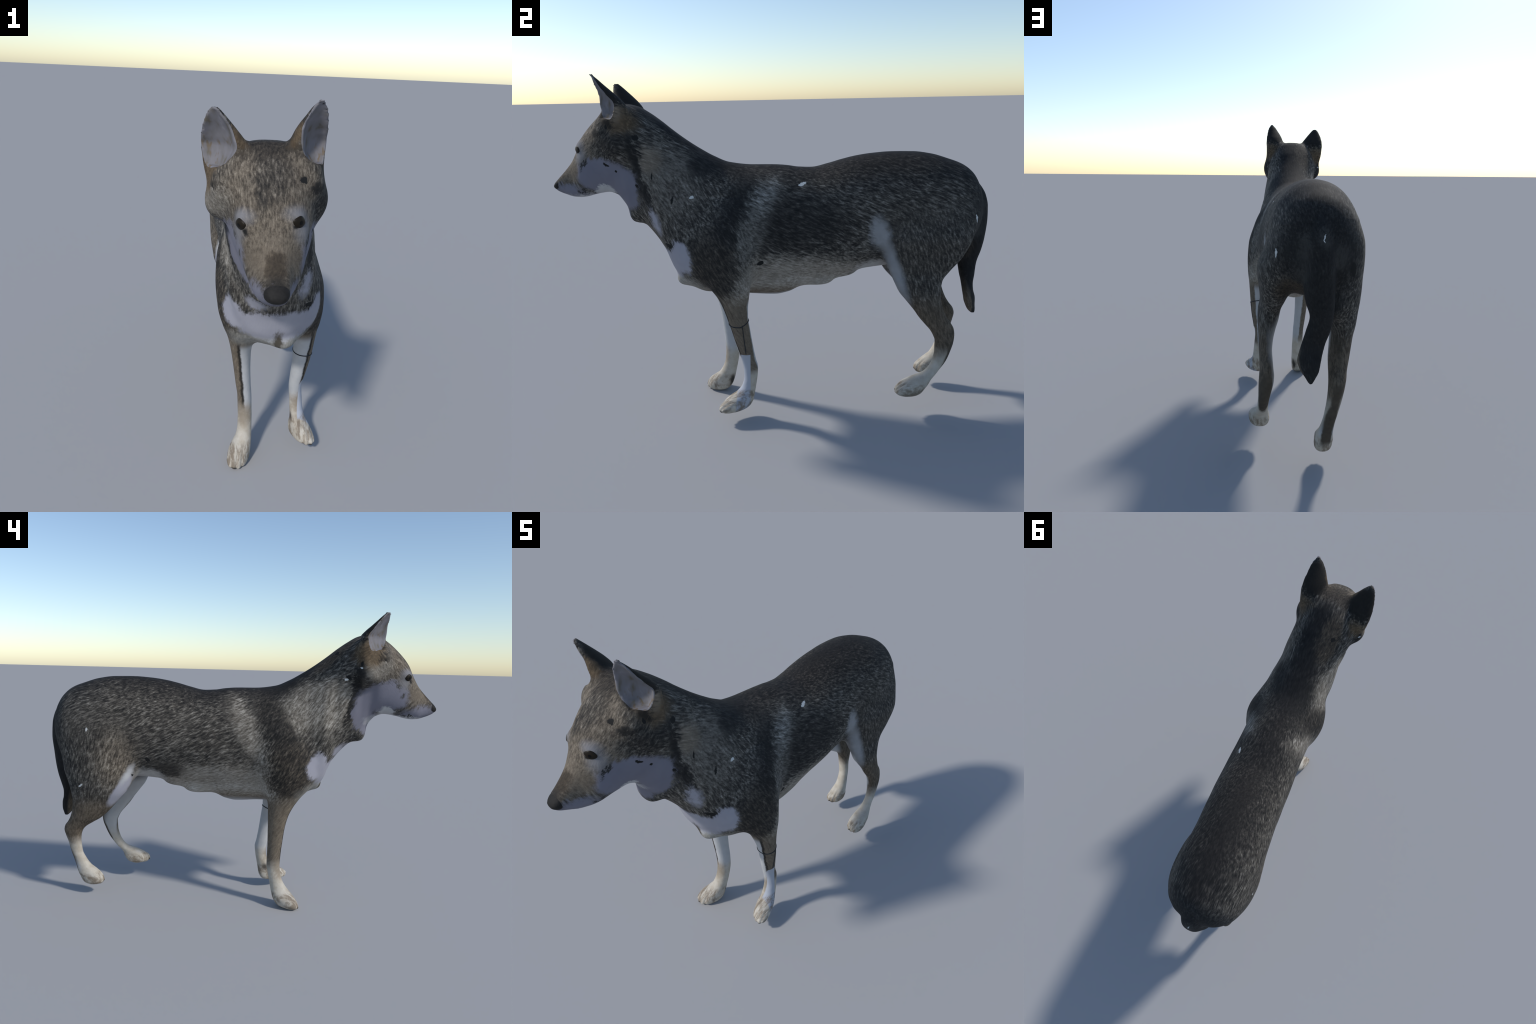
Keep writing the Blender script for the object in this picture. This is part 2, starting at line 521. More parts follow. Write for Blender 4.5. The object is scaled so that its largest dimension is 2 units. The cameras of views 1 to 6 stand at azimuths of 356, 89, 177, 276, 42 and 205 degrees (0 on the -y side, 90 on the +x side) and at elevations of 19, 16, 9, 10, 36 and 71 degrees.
# =====================================================================
#  Materials
# =====================================================================
class Graph:
    """Tiny helper to write node graphs as expressions."""

    def __init__(self, name):
        self.mat = bpy.data.materials.new(name)
        self.mat.use_nodes = True
        self.nt = self.mat.node_tree
        self.nodes, self.links = self.nt.nodes, self.nt.links
        self.bsdf = self.nodes["Principled BSDF"]
        self.p = self.nodes.new("ShaderNodeTexCoord").outputs["Object"]
        s = self.nodes.new("ShaderNodeSeparateXYZ")
        self.links.new(self.p, s.inputs[0])
        self.x, self.y, self.z = s.outputs

    def put(self, sock, v):
        if isinstance(v, bpy.types.NodeSocket):
            self.links.new(v, sock)
        elif isinstance(v, (tuple, list)) and len(v) == 3 and sock.type == 'RGBA':
            sock.default_value = (*v, 1)
        else:
            sock.default_value = v

    def math(self, op, a, b=0.0, clamp=False):
        n = self.nodes.new("ShaderNodeMath")
        n.operation = op
        n.use_clamp = clamp
        self.put(n.inputs[0], a)
        self.put(n.inputs[1], b)
        return n.outputs[0]

    def add(self, a, b): return self.math('ADD', a, b)
    def sub(self, a, b): return self.math('SUBTRACT', a, b)
    def mul(self, a, b): return self.math('MULTIPLY', a, b)
    def lim(self, a): return self.math('ADD', a, 0.0, True)

    def vec(self, op, a, b):
        n = self.nodes.new("ShaderNodeVectorMath")
        n.operation = op
        self.put(n.inputs[0], a)
        if op == 'SCALE':
            self.put(n.inputs['Scale'], b)
        elif b is not None:
            self.put(n.inputs[1], b)
        return n.outputs['Value'] if op in ('LENGTH', 'DOT_PRODUCT') else n.outputs['Vector']

    def step(self, v, lo, hi, a=0.0, b=1.0):
        n = self.nodes.new("ShaderNodeMapRange")
        n.interpolation_type = 'SMOOTHSTEP'
        self.put(n.inputs['Value'], v)
        n.inputs['From Min'].default_value, n.inputs['From Max'].default_value = lo, hi
        n.inputs['To Min'].default_value, n.inputs['To Max'].default_value = a, b
        return n.outputs[0]

    def noise(self, vec, scale, detail=2.0, rough=0.5):
        n = self.nodes.new("ShaderNodeTexNoise")
        self.put(n.inputs['Vector'], vec)
        n.inputs['Scale'].default_value = scale
        n.inputs['Detail'].default_value = detail
        n.inputs['Roughness'].default_value = rough
        return n

    def mapping(self, vec, loc=(0, 0, 0), rot=(0, 0, 0), scale=(1, 1, 1), kind='POINT'):
        n = self.nodes.new("ShaderNodeMapping")
        n.vector_type = kind
        self.put(n.inputs['Vector'], vec)
        n.inputs['Location'].default_value = loc
        n.inputs['Rotation'].default_value = [math.radians(a) for a in rot]
        n.inputs['Scale'].default_value = scale
        return n.outputs[0]

    def ball(self, vec, c, r, tilt=0.0, soft=0.25, turn=0.0):
        """1 inside an ellipsoid, 0 outside, soft rim; tilt about x"""
        ca, sa = math.cos(math.radians(tilt)), math.sin(math.radians(tilt))
        cb, sb = math.cos(math.radians(turn)), math.sin(math.radians(turn))
        if tilt == 0 and turn == 0:
            m = self.vec('MULTIPLY', self.vec('SUBTRACT', vec, c), tuple(1 / k for k in r))
        else:
            d = self.vec('SUBTRACT', vec, c)
            axes = ((cb, 0, -sb), (0, ca, sa), (0, -sa, ca)) if turn == 0 else ((cb, 0, -sb), (0, 1, 0), (sb, 0, cb))
            n = self.nodes.new("ShaderNodeCombineXYZ")
            for i in range(3):
                self.put(n.inputs[i], self.vec('DOT_PRODUCT', d, tuple(k / r[i] for k in axes[i])))
            m = n.outputs[0]
        return self.step(self.vec('LENGTH', m, None), 1 - soft, 1 + soft, 1.0, 0.0)

    def mixf(self, f, a, b):
        n = self.nodes.new("ShaderNodeMix")
        n.data_type = 'FLOAT'
        self.put(n.inputs[0], f)
        self.put(n.inputs[2], a)
        self.put(n.inputs[3], b)
        return n.outputs[0]

    def mix(self, f, a, b):
        n = self.nodes.new("ShaderNodeMix")
        n.data_type = 'RGBA'
        self.put(n.inputs[0], f)
        self.put(n.inputs[6], a)
        self.put(n.inputs[7], b)
        return n.outputs[2]

    def ramp(self, f, stops):
        n = self.nodes.new("ShaderNodeValToRGB")
        self.put(n.inputs[0], f)
        e = n.color_ramp.elements
        while len(e) < len(stops):
            e.new(0.5)
        for el, (pos, col) in zip(e, stops):
            el.position = pos
            el.color = (*col, 1)
        return n.outputs[0]

    def bump(self, height, strength, dist=0.004):
        n = self.nodes.new("ShaderNodeBump")
        n.inputs['Strength'].default_value = strength
        n.inputs['Distance'].default_value = dist
        self.put(n.inputs['Height'], height)
        self.links.new(n.outputs[0], self.bsdf.inputs['Normal'])

    def finish(self, col, rough=0.8, spec=0.25):
        self.put(self.bsdf.inputs['Base Color'], col)
        self.put(self.bsdf.inputs['Roughness'], rough)
        self.bsdf.inputs['Specular IOR Level'].default_value = spec
        return self.mat


def fur_material(name, lo, hi):
    """The coat.  One recipe for the whole animal; the patches that cannot
    reach the part's bounds lo..hi are left out of its copy."""
    g = Graph(name)

    def reaches(c, r, soft, tilted):
        for i in range(3):
            e = (max(r) if tilted else r[i]) * (1 + soft) + .07
            if c[i] + e < lo[i] or c[i] - e > hi[i]:
                return False
        return True
    legs = lo[2] < .67
    x, y, z, p = g.x, g.y, g.z, g.p
    # ---- hair strokes: noise stretched along the lie of the coat
    def shaken(vec, scale, detail, amount):
        """vector of independent noises, centred on zero"""
        c = g.nodes.new("ShaderNodeCombineXYZ")
        for i, off in enumerate(((3.1, 0, 0), (0, 7.7, 0), (0, 0, 5.3))):
            n = g.noise(g.mapping(vec, off), scale, detail, .6).outputs['Fac']
            g.put(c.inputs[i], g.mul(g.sub(n, .5), amount))
        return c.outputs[0]

    q = g.vec('ADD', p, shaken(p, 6.0, 1.0, .030))

    def strokes(tilt, across, along, detail=3.0):
        m = g.mapping(q, rot=(tilt, 0, 0))
        m = g.mapping(m, scale=(across, along, across))
        return g.noise(m, 1.0, detail, .6).outputs['Fac']
    flank = strokes(24, 120, 26)
    shoulder = strokes(58, 120, 28)
    upright = strokes(72, 120, 28)
    crown = strokes(-48, 150, 42)
    fine = strokes(20, 260, 60, 2.0)
    w_sh = g.mul(g.step(y, -.22, -.02, 1, 0), g.step(z, 1.10, 1.22, 1, 0))
    w_th = g.mul(g.step(y, .42, .62), g.step(z, .86, 1.05, 1, 0))
    w_hd = g.mul(g.step(y, -.70, -.64, 1, 0), g.step(z, 1.12, 1.20))
    st = g.mixf(w_hd, g.mixf(w_th, g.mixf(w_sh, flank, shoulder), upright), crown)
    st = g.add(g.mul(st, .78), g.mul(fine, .22))
    # ragged coordinates, so that colour borders end in hair tips
    jag = shaken(q, 26.0, 4.0, 1.0)
    pd = g.vec('ADD', p, g.vec('SCALE', jag, .055))
    tip = g.math('SUBTRACT', st, .5)
    cmb = g.nodes.new("ShaderNodeCombineXYZ")
    g.put(cmb.inputs[1], g.mul(tip, .06))
    g.put(cmb.inputs[2], g.mul(tip, -.05))
    pd = g.vec('ADD', pd, cmb.outputs[0])
    soft_p = g.vec('ADD', p, g.vec('SCALE', jag, .02))
    blotch = g.noise(p, 11.0, 3.0, .55).outputs['Fac']
    patchy = g.noise(p, 28.0, 4.0, .6).outputs['Fac']

    # ---- coat fields: lightness, contrast of the strokes, brownness
    #      (packed in one triple so that each mask is used once)
    S = (.39, 1.0, .16)

    def coat(mask, L, A, B):
        nonlocal S
        S = g.mix(mask, S, (L, A, B))

    def region(c, r, L, A=1.0, B=.3, tilt=0, soft=.35, strength=1.0, turn=0):
        if not reaches(c, r, soft, tilt or turn):
            return
        m = g.ball(pd, c, r, tilt, soft, turn)
        if strength < 1:
            m = g.mul(m, strength)
        coat(m, L, A, B)

    # trunk
    region((-.25, .30, .88), (.16, .85, .34), L=.40, B=.24)                     # right flank is a little paler
    region((-.03, .42, 1.21), (.15, .78, .17), L=.16, A=.85, B=.25, soft=.6)    # dark saddle
    region((-.04, .40, 1.23), (.05, .75, .09), L=.10, A=.5, soft=.6)            # spine line
    region((.00, .05, .665), (.34, .42, .130), L=.70, A=.45, B=.35, soft=.35)   # belly
    region((.00, .05, .600), (.34, .36, .070), L=.80, A=.35, B=.25, soft=.4)
    region((-.20, .34, .72), (.10, .10, .06), L=.30, A=.6, B=.3)
    region((.16, -.18, .93), (.13, .075, .24), L=.17, A=.8, B=.0, tilt=-25, soft=.5)     # dark bar behind left shoulder
    region((.18, .10, .93), (.10, .22, .12), L=.20, A=.8, B=.1, soft=.5)
    region((-.19, -.23, .98), (.12, .065, .22), L=.22, A=.9, B=.3, tilt=-28)
    region((-.19, -.30, .74), (.10, .12, .16), L=.30, A=.8, B=.5)
    region((-.19, -.085, .95), (.13, .050, .22), L=.64, A=.9, B=.35, tilt=-27, soft=.55)  # pale bar, right
    region((.13, -.055, 1.02), (.09, .055, .16), L=.60, A=.9, B=.0, tilt=-27, soft=.6, strength=.85)   # pale bar, left
    region((.19, -.125, .86), (.08, .06, .10), L=.50, A=.8, B=.1, tilt=-27, soft=.6)
    region((.21, -.27, .74), (.08, .10, .16), L=.26, A=.7, B=.35)
    region((-.04, -.22, 1.20), (.13, .10, .09), L=.14, A=.6, B=.15)             # withers
    # neck
    region((-.18, -.44, 1.09), (.09, .19, .13), L=.66, A=.85, B=.35, soft=.45)
    region((.12, -.46, 1.12), (.08, .14, .19), L=.50, A=.65, B=.18, soft=.45)
    region((.12, -.53, 1.21), (.05, .05, .06), L=.58, A=.4, B=.45, soft=.5)
    region((.00, -.50, .92), (.12, .10, .10), L=.50, A=.8, B=.3, soft=.5)
    region((-.04, -.42, 1.335), (.085, .27, .065), L=.10, A=.5, B=.1, tilt=-36)
    region((-.10, -.50, 1.33), (.06, .12, .06), L=.33, A=.6, B=.6, tilt=-36)
    region((.06, -.31, 1.17), (.07, .06, .06), L=.20, A=.6, B=.0, soft=.7)
    # head
    region((-.055, -.82, 1.33), (.16, .17, .17), L=.485, A=.62, B=.52, soft=.35)  # face lightness lowered, so the scan's shading is painted into the coat
    region((-.050, -.80, 1.37), (.05, .10, .07), L=.37, A=.8, B=.35, soft=.6)
    region((-.085, -.845, 1.33), (.012, .05, .05), L=.22, A=.8, B=.3, soft=.8, strength=.8)
    region((-.045, -.70, 1.43), (.10, .06, .05), L=.26, A=.5, B=.45, soft=.6)
    region((.105, -.685, 1.275), (.06, .085, .055), L=.25, A=.9, B=.2, soft=.5)
    region((.075, -.745, 1.318), (.03, .035, .012), L=.12, A=.6, B=.3, soft=.6)
    region((-.215, -.715, 1.265), (.06, .085, .055), L=.60, A=.45, B=.30, soft=.5)
    region((-.21, -.715, 1.315), (.03, .03, .010), L=.20, A=.6, B=.4, soft=.8)
    region((-.045, -.90, 1.15), (.12, .10, .075), L=.53, A=.30, B=.58, soft=.7)
    region((.015, -.80, 1.21), (.06, .05, .05), L=.60, A=.3, B=.6, soft=.5)
    region((-.042, -.945, 1.150), (.026, .120, .040), L=.30, A=.30, B=.75, tilt=-48, soft=.4)
    region((-.042, -.985, 1.100), (.034, .035, .035), L=.22, A=.2, B=.4, tilt=-48, soft=.6)
    # dark seam between cheek and neck
    region((.110, -.598, 1.20), (.06, .017, .12), L=.12, A=.5, B=.1, tilt=8, soft=.6)
    region((.110, -.560, 1.06), (.05, .018, .07), L=.16, A=.6, B=.1, tilt=22, soft=.6)
    region((-.200, -.605, 1.20), (.06, .022, .11), L=.10, A=.6, B=.2, tilt=5, soft=.6)
    region((-.165, -.580, 1.06), (.05, .018, .09), L=.18, A=.6, B=.2, tilt=10, soft=.6)
    # ears
    region((.075, -.645, 1.365), (.075, .075, .060), L=.42, A=.3, B=1.0, soft=.4)
    region((.098, -.690, 1.375), (.03, .025, .035), L=.16, A=.2, B=.8, soft=.5)
    region((.10, -.655, 1.40), (.03, .022, .035), L=.62, A=.3, B=.5, soft=.7, strength=.8)
    region((-.205, -.645, 1.345), (.075, .070, .065), L=.46, A=.3, B=1.15, soft=.4)
    region((-.235, -.665, 1.41), (.03, .022, .035), L=.52, A=.3, B=.8, soft=.7)
    region((.060, -.660, 1.51), (.09, .075, .085), L=.10, A=.2, B=.55, soft=.3)
    region((-.195, -.650, 1.475), (.09, .065, .080), L=.10, A=.2, B=.6, soft=.3)
    region((.000, -.735, 1.475), (.030, .030, .045), L=.42, A=.3, B=1.2, soft=.4)
    region((-.135, -.725, 1.455), (.030, .030, .040), L=.42, A=.3, B=1.2, soft=.4)
    # rump and tail
    region((-.045, .96, .93), (.185, .11, .22), L=.13, A=.55, B=.0, soft=.5)
    region((-.05, .97, .62), (.12, .085, .24), L=.13, A=.35, B=.0, soft=.3)
    region((.05, .86, .77), (.07, .08, .06), L=.30, A=.4, B=.7, soft=.6)
    for c, r in (((.015, .93, .95), (.035, .06, .06)), ((.010, .92, .86), (.05, .06, .05)), ((-.055, 1.0, 1.00), (.03, .05, .045)), ((-.12, .93, .92), (.04, .05, .06))):
        region(c, r, L=.30, A=.25, B=.0, soft=.5)                                # rubbed grey places beside the tail
    # thighs
    region((-.24, .58, .78), (.08, .11, .15), L=.50, A=.9, B=.5, soft=.6)
    region((.19, .62, .80), (.08, .16, .18), L=.38, A=.8, B=.25, soft=.6)

    # ---- limbs
    if legs:
        low = g.step(g.add(z, g.mul(tip, .10)), .56, .66, 1, 0)
        fore = g.mul(low, g.step(y, .05, .15, 1, 0))
        hind = g.mul(g.step(g.add(z, g.mul(tip, .12)), .50, .64, 1, 0), g.mul(g.step(y, .35, .45), g.ball(p, (0, .74, .2), (.5, .23, .6), 0, .02)))
        coat(fore, L=.54, A=.30, B=.60)
        coat(hind, L=.46, A=.35, B=.65)
        # dark edge lines along the shins
        zb = g.sub(z, .27)
        bx_r = g.add(-.070, g.mul(zb, -.10))                  # colour border on right foreleg
        bx_l = g.add(.178, g.mul(zb, .07))                    # and on the left one
        xr = g.add(x, g.mul(g.math('SUBTRACT', patchy, .5), .016))
        line_r = g.mul(g.step(g.math('ABSOLUTE', g.sub(xr, g.sub(bx_r, .004))), .002, .011, 1, 0), g.mul(g.step(z, .19, .25), g.step(y, -.21, -.23)))
        line_l = g.mul(g.step(g.math('ABSOLUTE', g.sub(xr, g.add(bx_l, .004))), .002, .010, 1, 0), g.mul(g.step(z, .27, .34), g.step(y, -.155, -.175)))
        coat(g.mul(fore, g.math('MAXIMUM', g.mul(line_r, g.step(x, .0, .02, 1, 0)), g.mul(line_l, g.step(x, .1, .12)))), L=.20, A=.25, B=.5)

    sep = g.nodes.new("ShaderNodeSeparateColor")
    g.put(sep.inputs[0], S)
    lightness, contrast, brownness = sep.outputs[:3]
    L = g.add(lightness, g.mul(g.mul(g.math('SUBTRACT', st, .5), contrast), 1.75))
    L = g.add(L, g.mul(g.math('SUBTRACT', blotch, .5), .16))
    L = g.lim(L)
    grey = g.ramp(L, [(0, (.009, .009, .010)), (.2, (.020, .020, .020)), (.4, (.052, .051, .048)),
                      (.6, (.135, .134, .126)), (.8, (.29, .288, .272)), (1, (.50, .495, .47))])
    brown = g.ramp(L, [(0, (.010, .009, .007)), (.2, (.024, .019, .014)), (.4, (.075, .055, .036)),
                       (.6, (.185, .137, .087)), (.8, (.34, .27, .19)), (1, (.52, .45, .36))])
    col = g.mix(g.lim(brownness), grey, brown)

    # ---- pale fields
    pale = g.mix(patchy, (.34, .35, .37), (.47, .47, .47))
    lav = g.mix(blotch, (.25, .25, .295), (.33, .33, .37))
    cheek = g.mix(blotch, (.135, .135, .170), (.185, .185, .225))  # lavender darkened to carry the scan's baked shade under the head

    def paint(mask, c):
        nonlocal col
        col = g.mix(mask, col, c)

    def spot(c, r, colour, tilt=0, soft=.2, ragged=True, turn=0):
        if reaches(c, r, soft, tilt or turn):
            paint(g.ball(pd if ragged else soft_p, c, r, tilt, soft, turn), colour)

    # cheeks, chin, throat
    spot((.080, -.745, 1.125), (.085, .150, .085), cheek, -10, .16)
    spot((.070, -.660, 1.075), (.07, .070, .105), cheek, 0, .16)
    spot((-.165, -.735, 1.125), (.085, .135, .085), cheek, -10, .16)
    spot((-.135, -.640, 1.060), (.07, .055, .095), cheek, 0, .16)
    spot((-.045, -.670, 1.010), (.10, .05, .07), cheek, 0, .2)
    spot((-.045, -.905, 1.062), (.09, .095, .040), cheek, -6, .35)
    spot((-.030, -.755, 1.068), (.12, .050, .032), pale, 0, .2)
    spot((-.045, -.80, 1.02), (.09, .16, .03), pale, 0, .4)
    # around the eyes
    eyepale = g.mix(st, (.13, .128, .135), (.23, .225, .235))
    spot((.032, -.845, 1.222), (.030, .03, .034), eyepale, 0, .9, False)
    spot((.016, -.855, 1.270), (.030, .03, .016), eyepale, 0, .95, False)
    spot((-.152, -.832, 1.208), (.030, .03, .034), eyepale, 0, .9, False)
    spot((-.134, -.840, 1.256), (.030, .03, .016), eyepale, 0, .95, False)
    dark = (.012, .012, .012)
    spot((.010, -.870, 1.236), (.009, .02, .007), dark, 0, .5, False, 35)
    spot((-.121, -.860, 1.217), (.007, .02, .010), dark, 0, .5, False, -30)
    spot((.044, -.828, 1.190), (.02, .008, .038), (.03, .03, .03), -32, .6)
    spot((-.157, -.800, 1.188), (.02, .010, .016), (.05, .048, .042), -20, .7)
    spot((-.147, -.822, 1.147), (.02, .014, .008), (.05, .048, .042), -20, .7)
    # lips and whisker rows
    spot((.014, -.850, 1.066), (.03, .034, .006), (.02, .02, .02), 32, .5)
    spot((-.100, -.850, 1.047), (.03, .045, .005), (.02, .02, .02), 14, .5)
    # breast
    paint(g.mul(g.ball(pd, (.01, -.41, .640), (.165, .12, .070), 0, .4), .85), g.mix(st, (.14, .13, .11), (.42, .41, .38)))
    breast = g.mix(g.step(z, .66, .70), pale, lav)
    spot((.015, -.475, .742), (.185, .11, .080), breast, 15, .18)
    spot((.170, -.415, .785), (.045, .055, .075), lav, 15, .2)
    spot((-.140, -.430, .785), (.060, .055, .070), lav, 15, .2)
    spot((.105, -.52, .940), (.03, .03, .055), lav, 15, .5)
    spot((-.06, -.535, .865), (.04, .04, .04), lav, 15, .5)
    spot((.035, -.46, .665), (.018, .05, .045), (.07, .062, .050), 0, .5)
    # groin and inner thighs
    groin = g.mix(patchy, (.20, .205, .21), (.30, .305, .32))
    spot((.150, .455, .870), (.055, .040, .070), groin, 14, .55)
    spot((-.02, .45, .69), (.17, .085, .06), g.mix(patchy, (.30, .29, .28), (.46, .45, .43)), 0, .4)
    spot((.150, .535, .690), (.055, .026, .16), groin, 20, .6, False)
    spot((-.190, .575, .625), (.05, .028, .105), lav, 36, .25, False)
    spot((-.165, .545, .70), (.05, .02, .08), pale, 32, .4, False)
    if legs:
        xin = g.add(x, g.mul(g.math('SUBTRACT', patchy, .5), .02))
        in_l = g.mul(g.step(xin, .160, .143, 0, 1), g.step(x, -.02, .01))
        in_r = g.mul(g.step(xin, -.140, -.122), g.step(x, .01, -.02, 0, 1))
        inner_zone = g.mul(g.math('MAXIMUM', in_l, in_r), g.mul(g.step(z, .66, .60, 0, 1), g.step(y, .35, .45)))
        inner_zone = g.mul(inner_zone, g.ball(p, (0, .70, .2), (.5, .21, .9), 0, .02))
        inner_zone = g.mul(inner_zone, g.step(g.sub(y, g.mul(g.sub(.45, z), .35)), .80, .74))
        paint(inner_zone, pale)

        # ---- fore shins: pale inner face
        pale_f = g.math('MAXIMUM', g.mul(g.step(g.sub(xr, bx_r), -.004, .004), g.step(x, .06, .05, 0, 1)),
                        g.mul(g.step(g.sub(bx_l, xr), -.004, .004), g.step(x, .10, .11)))
        paint(g.mul(g.mul(fore, pale_f), g.step(z, .60, .55, 0, 1)), pale)
        cream = g.mix(patchy, (.30, .25, .185), (.56, .535, .485))
        # lower legs fade to cream
        zc = g.add(z, g.mul(g.math('SUBTRACT', blotch, .5), .10))
        paint(g.mul(fore, g.step(zc, .27, .19, 0, 1)), cream)
        for c in ((.180, -.165, .195), (-.066, -.255, .200)):                     # brown smear above each wrist
            paint(g.mul(g.ball(pd, c, (.035, .028, .050), 0, .8), .7), (.17, .132, .092))
        ycut = g.add(y, g.mul(g.sub(z, .25), -.40))
        paint(g.mul(hind, g.mul(g.step(zc, .34, .24, 0, 1), g.math('MAXIMUM', g.step(ycut, .80, .76, 0, 1), g.step(z, .17, .13, 0, 1)))), cream)
        paint(g.mul(hind, g.mul(g.step(x, .0, -.02, 0, 1), g.mul(g.step(zc, .36, .27, 0, 1), g.step(ycut, .89, .86, 0, 1)))), cream)
        # hairless pale strip down the left cannon, cut off square at the top
        strip = g.mul(g.mul(g.step(z, .327, .325, 0, 1), g.step(g.add(y, g.mul(g.sub(z, .32), -.12)), -.172, -.165)),
                      g.mul(g.step(g.add(y, g.mul(g.sub(z, .32), -.02)), -.123, -.128), g.step(x, .176, .180)))
        paint(strip, (.36, .38, .43))
        # paws: brown dust between the toes, dark tips
        paw = g.math('MAXIMUM', g.mul(fore, g.step(g.add(z, g.mul(x, -.22)), .115, .095, 0, 1)), g.mul(hind, g.step(g.sub(z, g.mul(x, .12)), .150, .130, 0, 1)))
        dust = g.noise(g.mapping(p, scale=(75, 16, 22)), 1.0, 4.0, .65).outputs['Fac']
        paint(g.mul(paw, g.mul(g.step(dust, .40, .62), .85)), (.17, .135, .10))
        for c, r in (((.232, -.272, .058), .012), ((-.108, -.364, .006), .012), ((.182, .552, .118), .010), ((-.090, .718, .078), .010)):
            spot(c, (r, r, r * .7), (.05, .045, .04), 0, .6, False)
        spot((-.045, -.225, .065), (.012, .018, .03), (.05, .045, .04), 0, .6, False)
        spot((.143, -.155, .13), (.012, .018, .02), (.08, .07, .06), 0, .6, False)
        # brown/dark backs of the hind shins
        back_h = g.mul(g.mul(hind, g.step(g.add(y, g.mul(g.math('SUBTRACT', patchy, .5), .03)), .0, .01)), 1.0)
        rear_l = g.mul(g.step(g.add(g.sub(y, g.mul(g.sub(z, .2), .34)), g.mul(g.math('SUBTRACT', patchy, .5), .02)), .738, .750), g.step(x, 0, .02))
        rear_r = g.mul(g.step(g.add(g.sub(y, g.mul(g.sub(z, .2), .22)), g.mul(g.math('SUBTRACT', patchy, .5), .02)), .864, .874), g.step(x, 0, -.02, 0, 1))
        paint(g.mul(g.mul(back_h, g.math('MAXIMUM', rear_l, rear_r)), g.mul(g.step(z, .085, .13), g.step(z, .46, .36, 0, 1))), g.mix(patchy, (.030, .025, .020), (.10, .082, .062)))

    # ---- stray scars: small black and white flecks in the coat
    def fleck(c, r, colour, tilt=0):
        if reaches(c, r, .12, tilt):
            paint(g.ball(g.vec('ADD', p, g.vec('SCALE', jag, .035)), c, r, tilt, .12), colour)
    black, white = (.012, .012, .012), (.52, .53, .52)
    for c, r, t in (((.165, -.068, .757), (.02, .014, .008), 20), ((.075, -.725, 1.187), (.02, .013, .005), -35),
                    ((.080, -.680, 1.157), (.02, .005, .007), 0), ((.098, -.590, 1.300), (.02, .014, .009), 0),
                    ((.117, -.528, 1.138), (.02, .005, .013), 0), ((.141, -.444, 1.036), (.02, .006, .014), -20),
                    ((.092, -.594, 1.097), (.02, .008, .008), 0), ((.127, -.470, .835), (.04, .016, .010), 0),
                    ((.040, -.768, 1.340), (.012, .016, .012), 0), ((.105, -.705, 1.345), (.02, .006, .010), 0),
                    ((-.180, -.562, 1.226), (.02, .016, .010), 50), ((-.222, -.618, 1.292), (.02, .006, .012), 0),
                    ((-.118, -.507, 1.336), (.02, .012, .010), 0), ((-.141, -.617, 1.014), (.02, .006, .006), 0),
                    ((-.190, .433, .788), (.02, .010, .014), 0), ((-.185, .509, .703), (.02, .005, .010), 0),
                    ((-.178, .92, .86), (.012, .03, .035), 0), ((-.215, .90, .77), (.012, .03, .014), 0),
                    ((-.225, .88, .70), (.012, .03, .012), 0)):
        fleck(c, r, black, t)
    for c, r, t in (((.095, .119, 1.088), (.03, .020, .006), 10), ((.138, -.357, 1.050), (.02, .010, .006), 30),
                    ((.124, .886, .925), (.03, .005, .022), 20), ((-.258, .714, .939), (.02, .005, .010), 0),
                    ((-.224, .773, .648), (.02, .014, .006), -40), ((-.118, -.523, 1.338), (.02, .007, .004), 0),
                    ((-.052, 1.0, .995), (.003, .03, .016), 0), ((-.180, -.548, 1.218), (.02, .008, .010), 0),
                    ((-.222, -.616, 1.275), (.02, .004, .005), 0)):
        fleck(c, r, white, t)
    g.bump(st, .18, .006)
    return g.finish(col, .82, .2)


def inner_ear_material():
    g = Graph("inner_ear_skin")
    n = g.noise(g.mapping(g.p, scale=(1, 1, .45)), 38.0, 3.0).outputs['Fac']
    col = g.ramp(n, [(.28, (.12, .107, .088)), (.42, (.155, .15, .158)), (.62, (.18, .175, .195)), (.75, (.23, .225, .24))])
    n2 = g.noise(g.mapping(g.p, scale=(1, 1, .4)), 60.0, 2.0).outputs['Fac']
    col = g.mix(g.mul(g.step(n2, .56, .70), g.step(g.z, 1.46, 1.41, 0, 1)), col, (.14, .11, .08))
    return g.finish(col, .75, .2)


def nose_material():
    g = Graph("nose_leather")
    n = g.noise(g.p, 160.0, 3.0).outputs['Fac']
    col = g.mix(n, (.008, .008, .008), (.024, .022, .021))
    g.bump(n, .3, .002)
    return g.finish(col, .65, .15)


def eye_material():
    g = Graph("eye_glass")
    n = g.noise(g.p, 90.0, 2.0).outputs['Fac']
    r = g.vec('LENGTH', g.mapping(g.p, scale=(1, 0, 1)), None)
    col = g.mix(g.step(r, .0055, .0068), (.003, .003, .003), g.mix(n, (.010, .008, .006), (.020, .015, .010)))
    return g.finish(col, .40, .12)


def cord_material():
    g = Graph("black_cord")
    n = g.noise(g.mapping(g.p, scale=(1, 1, 2)), 220.0, 2.0).outputs['Fac']
    return g.finish(g.mix(n, (.010, .011, .013), (.035, .037, .042)), .7, .3)


# =====================================================================
#  Assembly
# =====================================================================
scene = bpy.context.scene
root = bpy.data.objects.new("wolf", None)
scene.collection.objects.link(root)
root["label"] = "lean grey wolf standing, pricked ears, dark back, pale legs"
root["category"] = "wolf"

EARSKIN, NOSE, EYE, CORD = inner_ear_material(), nose_material(), eye_material(), cord_material()


def coat_for(name, tags):
    P = V[np.unique(Q[np.isin(region, tags)])]
    return fur_material("fur_" + name, P.min(axis=0), P.max(axis=0))


